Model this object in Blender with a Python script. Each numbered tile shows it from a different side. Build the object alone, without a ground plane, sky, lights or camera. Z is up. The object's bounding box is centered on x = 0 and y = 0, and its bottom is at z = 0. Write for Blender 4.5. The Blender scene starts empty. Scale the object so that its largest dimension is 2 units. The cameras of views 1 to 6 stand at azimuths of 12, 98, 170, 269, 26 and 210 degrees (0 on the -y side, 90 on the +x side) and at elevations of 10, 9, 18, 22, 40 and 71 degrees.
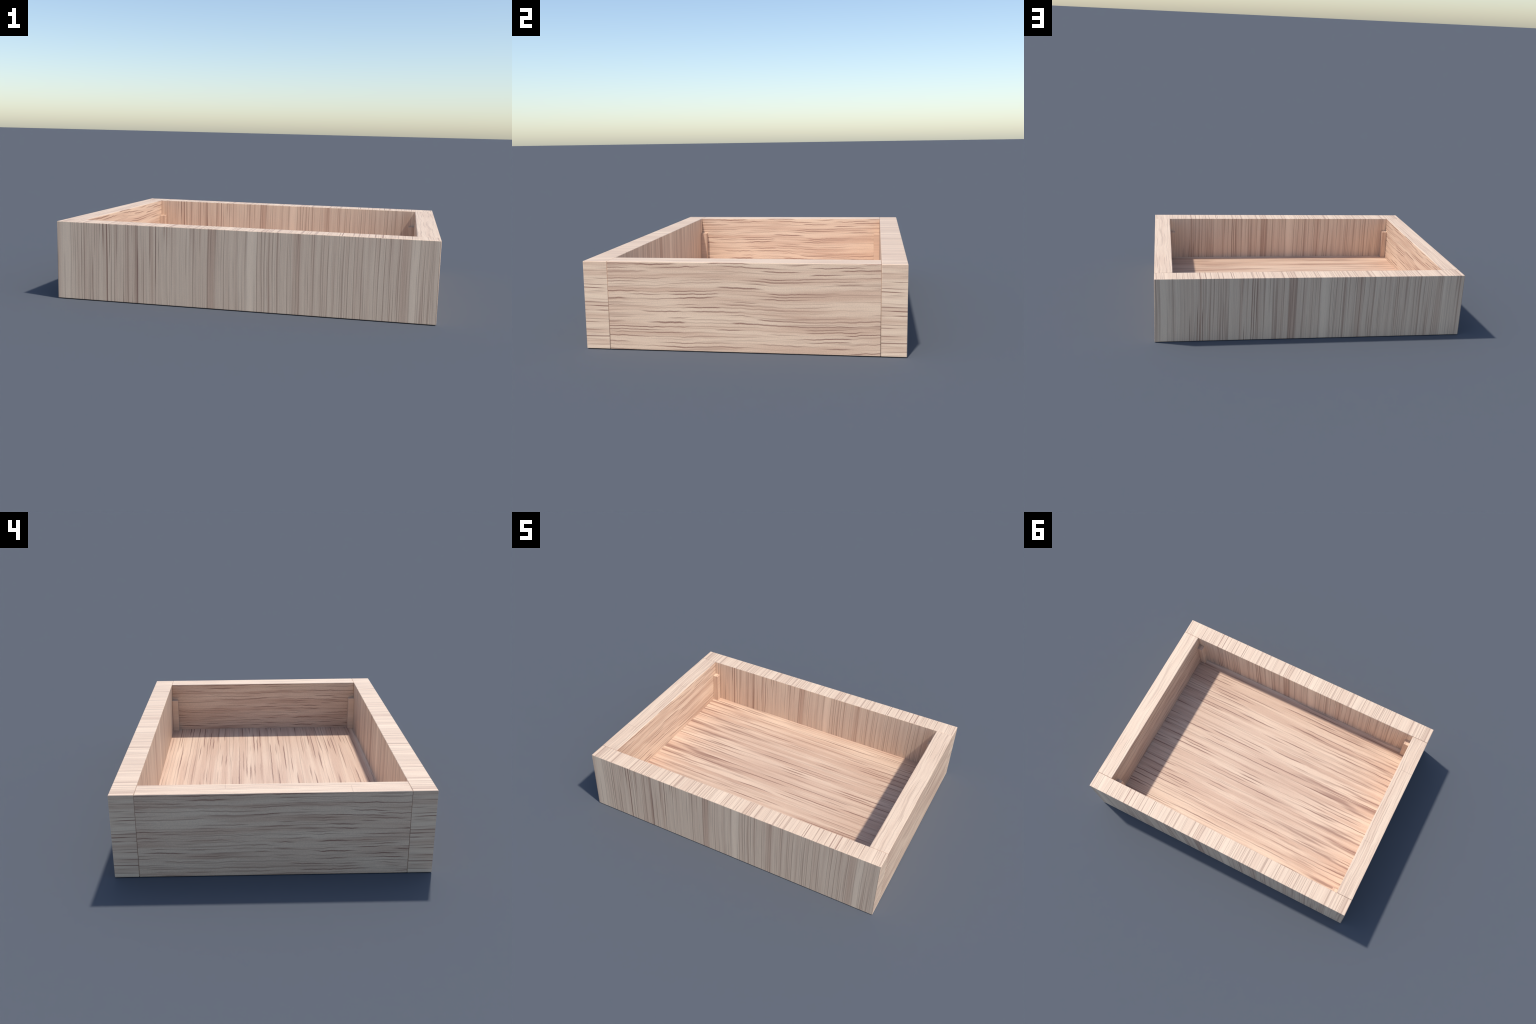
"""Shallow open wooden box: two long side boards, two end boards let in between
them, a floor panel and four small corner blocks.  Metres, z up."""
import bpy, bmesh
from mathutils import Vector

# ------------------------------------------------------------------ sizes
HALF_X, HALF_Y, HEIGHT = 1.0, 0.7442, 0.4183
IN_X, IN_Y = 0.8855, 0.6285            # inner faces of the boards
FLOOR_TOP, FLOOR_BOTTOM = 0.098, 0.040
BLOCK, BLOCK_TOP = 0.0385, 0.315     # corner blocks
SEAM = 0.0004                        # hairline left between end and side boards

# ------------------------------------------------------------------ palette (one timber)
PALE = (0.845, 0.635, 0.460)
TAN = (0.655, 0.436, 0.306)
DARK = (0.272, 0.134, 0.094)


# ------------------------------------------------------------------ node helper
class Graph:
    """Tiny expression builder for scalar shader maths."""

    def __init__(self, name):
        self.mat = bpy.data.materials.new(name)
        self.mat.use_nodes = True
        self.t = self.mat.node_tree
        self.n, self.l = self.t.nodes, self.t.links
        self.n.clear()
        tc = self.n.new("ShaderNodeTexCoord")
        sep = self.n.new("ShaderNodeSeparateXYZ")
        self.l.new(tc.outputs["Object"], sep.inputs[0])
        self.axis = dict(x=sep.outputs[0], y=sep.outputs[1], z=sep.outputs[2])

    def put(self, sock, v):
        if isinstance(v, bpy.types.NodeSocket):
            self.l.new(v, sock)
        else:
            sock.default_value = v

    def m(self, op, a, b=0.0, c=0.0):
        nd = self.n.new("ShaderNodeMath")
        nd.operation = op
        self.put(nd.inputs[0], a)
        self.put(nd.inputs[1], b)
        if len(nd.inputs) > 2:
            self.put(nd.inputs[2], c)
        return nd.outputs[0]

    def add(self, a, b): return self.m("ADD", a, b)
    def mul(self, a, b): return self.m("MULTIPLY", a, b)
    def sub(self, a, b): return self.m("SUBTRACT", a, b)

    def vec(self, x, y, z):
        nd = self.n.new("ShaderNodeCombineXYZ")
        for s, v in zip(nd.inputs, (x, y, z)):
            self.put(s, v)
        return nd.outputs[0]

    def noise(self, along, across, fa, fc, seed, detail=0.0, rough=0.5):
        """Noise stretched by the two frequencies (cycles per metre)."""
        nd = self.n.new("ShaderNodeTexNoise")
        nd.noise_dimensions = "3D"
        v = self.vec(self.mul(along, fa), self.mul(across, fc), seed * 7.31 + 0.37)
        self.l.new(v, nd.inputs["Vector"])
        nd.inputs["Scale"].default_value = 1.0
        nd.inputs["Detail"].default_value = detail
        nd.inputs["Roughness"].default_value = rough
        return nd.outputs[0]

    def step(self, v, lo, hi, to0=0.0, to1=1.0):
        nd = self.n.new("ShaderNodeMapRange")
        nd.interpolation_type = "SMOOTHSTEP"
        nd.clamp = True
        self.put(nd.inputs[0], v)
        for i, k in zip((1, 2, 3, 4), (lo, hi, to0, to1)):
            self.put(nd.inputs[i], k)
        return nd.outputs[0]

    def bump_at(self, v, centre, width):
        """Soft hump of height 1 around a coordinate."""
        d = self.m("ABSOLUTE", self.sub(v, centre))
        return self.step(d, width, 0.0)

    def mix(self, f, a, b, blend="MIX"):
        nd = self.n.new("ShaderNodeMix")
        nd.data_type = "RGBA"
        nd.blend_type = blend
        self.put(nd.inputs[0], f)
        for s, v in ((nd.inputs[6], a), (nd.inputs[7], b)):
            self.put(s, v if isinstance(v, bpy.types.NodeSocket) else (*v, 1.0))
        return nd.outputs[2]

    def finish(self, colour, height, strength=0.15, rough=0.55):
        p = self.n.new("ShaderNodeBsdfPrincipled")
        o = self.n.new("ShaderNodeOutputMaterial")
        self.l.new(colour, p.inputs["Base Color"])
        p.inputs["Roughness"].default_value = rough
        p.inputs["Specular IOR Level"].default_value = 0.45
        b = self.n.new("ShaderNodeBump")
        b.inputs["Strength"].default_value = strength
        b.inputs["Distance"].default_value = 0.002
        self.l.new(height, b.inputs["Height"])
        self.l.new(b.outputs[0], p.inputs["Normal"])
        self.l.new(p.outputs[0], o.inputs[0])
        return self.mat


def wood(name, along, across, seed, *, shift=0.0, flip=False,
         line=(1.2, 85), lens=(4.0, 60), band=(0.5, 22),
         line_k=0.55, lens_k=0.9, band_k=0.6, fine_k=0.25,
         line_t=(0.57, 0.74), lens_t=(0.50, 0.66), lens_w=(0.35, 0.95),
         wave=(3.0, 3.0, 0.004), jag=0.0, grit=0.05,
         base=0.0, humps=(), lens_zone=None, patch=None, marks=()):
    """One sawn face of the timber.

    along / across   object axes of the grain and of the line spacing
    line, lens, band frequencies (along, across) of thin long lines, of short
                     dark lens-shaped pores, and of the broad tint bands
    humps            (centre, half width, amount) extra growth bands across
    lens_zone        (from, to, outside factor) where the dark pores crowd
    patch            (axis, from, to) brown smudges that grow along an axis
    """
    g = Graph(name)
    a = g.add(g.axis[along], shift)
    c0 = g.axis[across]
    if flip:
        c0 = g.mul(c0, -1.0)
    # gentle wander of the grain
    w = g.sub(g.noise(a, c0, wave[0], wave[1], seed + 11, 1.0), 0.5)
    c = g.add(c0, g.mul(w, wave[2] * 4))
    if jag:
        j = g.sub(g.noise(a, c0, 20.0, 7.0, seed + 12, 1.5), 0.5)
        c = g.add(c, g.mul(j, jag * 4))

    n_band = g.noise(a, c, band[0], band[1], seed + 1, 1.5)
    n_wide = g.noise(a, c, band[0] * 1.5 + 0.8, 6.0, seed + 2, 1.0)
    n_line = g.noise(a, c, line[0], line[1], seed + 3, 0.6)
    # pores: thin stripes of wandering spacing, kept only where a mask is high
    phase = g.add(g.mul(c, lens[1]), g.mul(g.noise(a, c, 0.7, lens[1] * 0.33, seed + 4), 1.5))
    stripe = g.m("SINE", g.mul(phase, 6.28318))
    n_keep = g.noise(a, c, lens[0], lens[1] * 0.95, seed + 9, 0.5)
    n_fine = g.noise(a, c, line[0] * 2.0 + 1, line[1] * 2.4, seed + 5, 1.0)
    n_fibre = g.noise(a, c, 14.0, 420.0, seed + 6, 1.0)
    n_grit = g.noise(a, c, 170.0, 300.0, seed + 7, 2.0)

    # ground tint
    tint = g.add(g.step(n_band, 0.36, 0.70), g.mul(g.sub(n_wide, 0.5), 1.2))
    tint = g.add(g.mul(tint, band_k), base)
    calm = None                               # pale bands carry few marks
    for centre, half, amount in humps:
        h = g.mul(g.bump_at(c, centre, half), amount)
        tint = g.add(tint, h)
        if amount < 0:
            k = g.m("MAXIMUM", g.add(1.0, g.mul(h, 0.85)), 0.0)
            calm = k if calm is None else g.mul(calm, k)
    tint = g.m("MINIMUM", g.m("MAXIMUM", tint, 0.0), 1.25)
    ground = g.mix(tint, PALE, TAN)

    # dark marks
    m_line = g.mul(g.step(n_line, *line_t), line_k)
    m_lens = g.mul(g.mul(g.step(stripe, *lens_w), g.step(n_keep, *lens_t)), lens_k)
    crowd = g.step(g.noise(a, c, 1.6, 9.0, seed + 10, 1.0), 0.36, 0.56, 0.55, 1.0)
    m_lens = g.mul(m_lens, crowd)             # pores gather in clusters
    m_fine = g.mul(g.step(n_fine, 0.50, 0.80), fine_k)
    if jag:                                   # pores break up into dashes
        brk = g.step(n_grit, 0.30, 0.60, 0.72, 1.0)
        m_lens = g.mul(m_lens, brk)
        m_line = g.mul(m_line, brk)
    if lens_zone:
        z0, z1, out = lens_zone
        inside = g.mul(g.step(c, z0 - 0.06, z0 + 0.04), g.step(c, z1 + 0.10, z1 - 0.10))
        m_lens = g.mul(m_lens, g.step(inside, 0.0, 1.0, out, 1.0))
    mark = g.m("MAXIMUM", m_line, m_lens)
    mark = g.add(mark, g.mul(m_fine, g.sub(1.0, mark)))
    if calm is not None:
        mark = g.mul(mark, calm)
    if patch:
        ax, p0, p1 = patch
        grow = g.step(g.axis[ax], p0, p1)
        n_p = g.noise(a, c, 2.4, 38.0, seed + 8, 1.0)
        smudge = g.mul(g.mul(g.step(n_p, 0.48, 0.74), grow), 0.72)
        mark = g.add(mark, g.mul(smudge, g.sub(1.0, mark)))
    for (pos, lo, hi) in marks:               # hair cracks across the grain
        t = g.bump_at(g.add(a, g.mul(w, 0.02)), pos, 0.0025)
        t = g.mul(t, g.mul(g.step(c0, lo - 0.004, lo + 0.004),
                           g.step(c0, hi + 0.004, hi - 0.004)))
        mark = g.m("MAXIMUM", mark, g.mul(t, 0.45))
    mark = g.m("MINIMUM", mark, 1.0)

    col = g.mix(mark, ground, DARK)
    shade = g.add(1.0, g.add(g.mul(g.sub(n_fibre, 0.5), 0.16),
                             g.mul(g.sub(n_grit, 0.5), grit * 4)))
    if calm is not None:
        shade = g.add(shade, g.mul(g.sub(1.0, calm), 0.10))
    col = g.mix(1.0, col, g.vec(shade, shade, shade), "MULTIPLY")
    height = g.sub(g.mul(n_fibre, 0.35), mark)
    return g.finish(col, height)


# ------------------------------------------------------------------ timber faces
side_humps = ((-0.140, 0.034, 0.85), (-0.59, 0.06, 0.30), (-0.714, 0.010, 0.7),
              (-0.460, 0.010, 0.6), (0.066, 0.036, -1.0), (-0.94, 0.05, -0.45),
              (0.835, 0.035, 0.6), (0.885, 0.035, -0.7), (0.30, 0.03, 0.35))
side_kw = dict(band=(0.35, 46), band_k=0.36, line=(0.8, 130), lens=(2.0, 62), line_k=0.46, base=0.12,
               lens_k=0.92, fine_k=0.24, humps=side_humps, line_t=(0.54, 0.70),
               lens_t=(0.48, 0.66), lens_zone=(-0.86, -0.30, 0.55), wave=(1.6, 1.2, 0.005))
MAT_SIDE_FRONT = wood("side_wood_front", "z", "x", 1, shift=0.0, **side_kw)
MAT_SIDE_BACK = wood("side_wood_back", "z", "x", 1, shift=0.55, flip=True, **side_kw)
MAT_SIDE_TOP = wood("side_wood_top", "y", "x", 1, shift=1.35, flip=True,
                    **dict(side_kw, band_k=0.26, line_k=0.46, lens_k=0.88, base=0.04,
                           humps=[(c, w, 0.5 * k) for c, w, k in side_humps]))
MAT_SIDE_END = wood("side_wood_end", "y", "z", 5, band=(2.0, 40), line=(4.0, 110),
                    lens=(6.0, 60), line_k=0.25, lens_k=0.90, lens_t=(0.52, 0.66), base=0.10,
                    wave=(6, 4, 0.002))

end_kw = dict(band=(1.5, 30), line=(2.4, 125), lens=(5.0, 62), line_k=0.40, lens_k=0.92, base=0.34,
              fine_k=0.10, line_t=(0.55, 0.72), lens_t=(0.46, 0.62), lens_w=(0.22, 0.85),
              wave=(2.2, 2.4, 0.009), jag=0.0026, grit=0.09)
MAT_END_OUT = wood("end_wood_outer", "y", "z", 21, **end_kw)
MAT_END_IN = wood("end_wood_inner", "y", "z", 22, shift=0.8, **end_kw)
top_kw = dict(band=(1.5, 44), line=(2.4, 120), lens=(4.0, 62), line_k=0.30, lens_k=0.52,
              fine_k=0.15, line_t=(0.53, 0.70), band_k=0.42, wave=(2.4, 3.0, 0.008),
              jag=0.0020, grit=0.08)
MAT_END_TOP = wood("end_wood_top", "y", "x", 31, **top_kw)
MAT_END_TOP2 = wood("end_wood_top_cracked", "y", "x", 34, **top_kw,
                    marks=((-0.36, -0.058, 0.02), (0.22, 0.0, 0.05)))
MAT_FLOOR = wood("floor_wood", "x", "y", 41, band=(0.8, 24), line=(1.0, 95),
                 lens=(2.6, 46), line_k=0.36, lens_k=0.95, fine_k=0.14, band_k=0.75, base=0.42, jag=0.0012,
                 line_t=(0.57, 0.74), lens_t=(0.49, 0.64), lens_w=(0.22, 0.85),
                 wave=(1.0, 1.2, 0.005), grit=0.06,
                 humps=((-0.615, 0.028, -0.6), (-0.575, 0.04, 0.5)),
                 patch=("x", 0.15, -0.75))
MAT_BLOCK = wood("block_wood", "z", "x", 51, band=(3, 30), line=(5, 90), lens=(9, 60),
                 line_k=0.20, lens_k=0.25, fine_k=0.15, base=0.30, jag=0.001, grit=0.07)


# ------------------------------------------------------------------ boards
def board_mesh(name, size, mats, bevel=0.0030):
    """Box on its base with eased edges; mats maps a face direction to a material."""
    sx, sy, sz = size
    bm = bmesh.new()
    bmesh.ops.create_cube(bm, size=1.0)
    for v in bm.verts:
        v.co = Vector((v.co.x * sx, v.co.y * sy, (v.co.z + 0.5) * sz))
    bmesh.ops.bevel(bm, geom=list(bm.edges), offset=bevel, segments=2,
                    profile=0.5, affect="EDGES")
    bm.normal_update()
    order = []
    for mt in mats.values():
        if mt not in order:
            order.append(mt)
    for f in bm.faces:
        n = f.normal
        k = max(range(3), key=lambda i: abs(n[i]) + (0.01 if i == 2 else 0))
        key = ("+" if n[k] > 0 else "-") + "xyz"[k]
        f.material_index = order.index(mats[key])
        f.smooth = max(abs(n[i]) for i in range(3)) < 0.999
    me = bpy.data.meshes.new(name)
    bm.to_mesh(me)
    bm.free()
    for mt in order:
        me.materials.append(mt)
    return me


def place(name, mesh, loc, parent):
    ob = bpy.data.objects.new(name, mesh)
    ob.location = loc
    ob.parent = parent
    bpy.context.scene.collection.objects.link(ob)
    return ob


def every(mat, **other):
    d = {s + a: mat for a in "xyz" for s in "+-"}
    for k, v in other.items():
        d[k.replace("p", "+").replace("n", "-")] = v
    return d


tray = bpy.data.objects.new("wooden_tray", None)
tray["label"] = "shallow open rectangular box of pale streaked wooden boards"
tray["category"] = "wooden tray"
bpy.context.scene.collection.objects.link(tray)

# long sides run the full length; one mesh, used twice
t_side = HALF_Y - IN_Y
side = board_mesh("side_board", (2 * HALF_X, t_side, HEIGHT),
                  {"-y": MAT_SIDE_FRONT, "+y": MAT_SIDE_BACK, "+z": MAT_SIDE_TOP,
                   "-z": MAT_SIDE_TOP, "+x": MAT_SIDE_END, "-x": MAT_SIDE_END})
for s in (-1, 1):
    place("side_board", side, (0, s * (IN_Y + t_side / 2), 0), tray)

# ends sit between the sides
t_end = HALF_X - IN_X
for s, top in ((1, MAT_END_TOP), (-1, MAT_END_TOP2)):
    me = board_mesh("end_board", (t_end, 2 * (IN_Y - SEAM), HEIGHT),
                    every(MAT_END_OUT, pz=top, nz=top, nx=MAT_END_IN))
    place("end_board", me, (s * (IN_X + t_end / 2), 0, 0), tray)

# floor panel, let in between the boards
floor = board_mesh("floor_panel", (2 * (IN_X + 0.0002), 2 * (IN_Y + 0.0002), FLOOR_TOP - FLOOR_BOTTOM),
                   every(MAT_FLOOR), bevel=0.001)
place("floor_panel", floor, (0, 0, FLOOR_BOTTOM), tray)

# corner blocks stand on the floor
block = board_mesh("corner_block", (BLOCK, BLOCK, BLOCK_TOP - FLOOR_TOP), every(MAT_BLOCK), bevel=0.0010)
for sx in (-1, 1):
    for sy in (-1, 1):
        place("corner_block", block,
              (sx * (IN_X - BLOCK / 2 - 0.0006), sy * (IN_Y - BLOCK / 2 - 0.0006), FLOOR_TOP + 0.0003), tray)
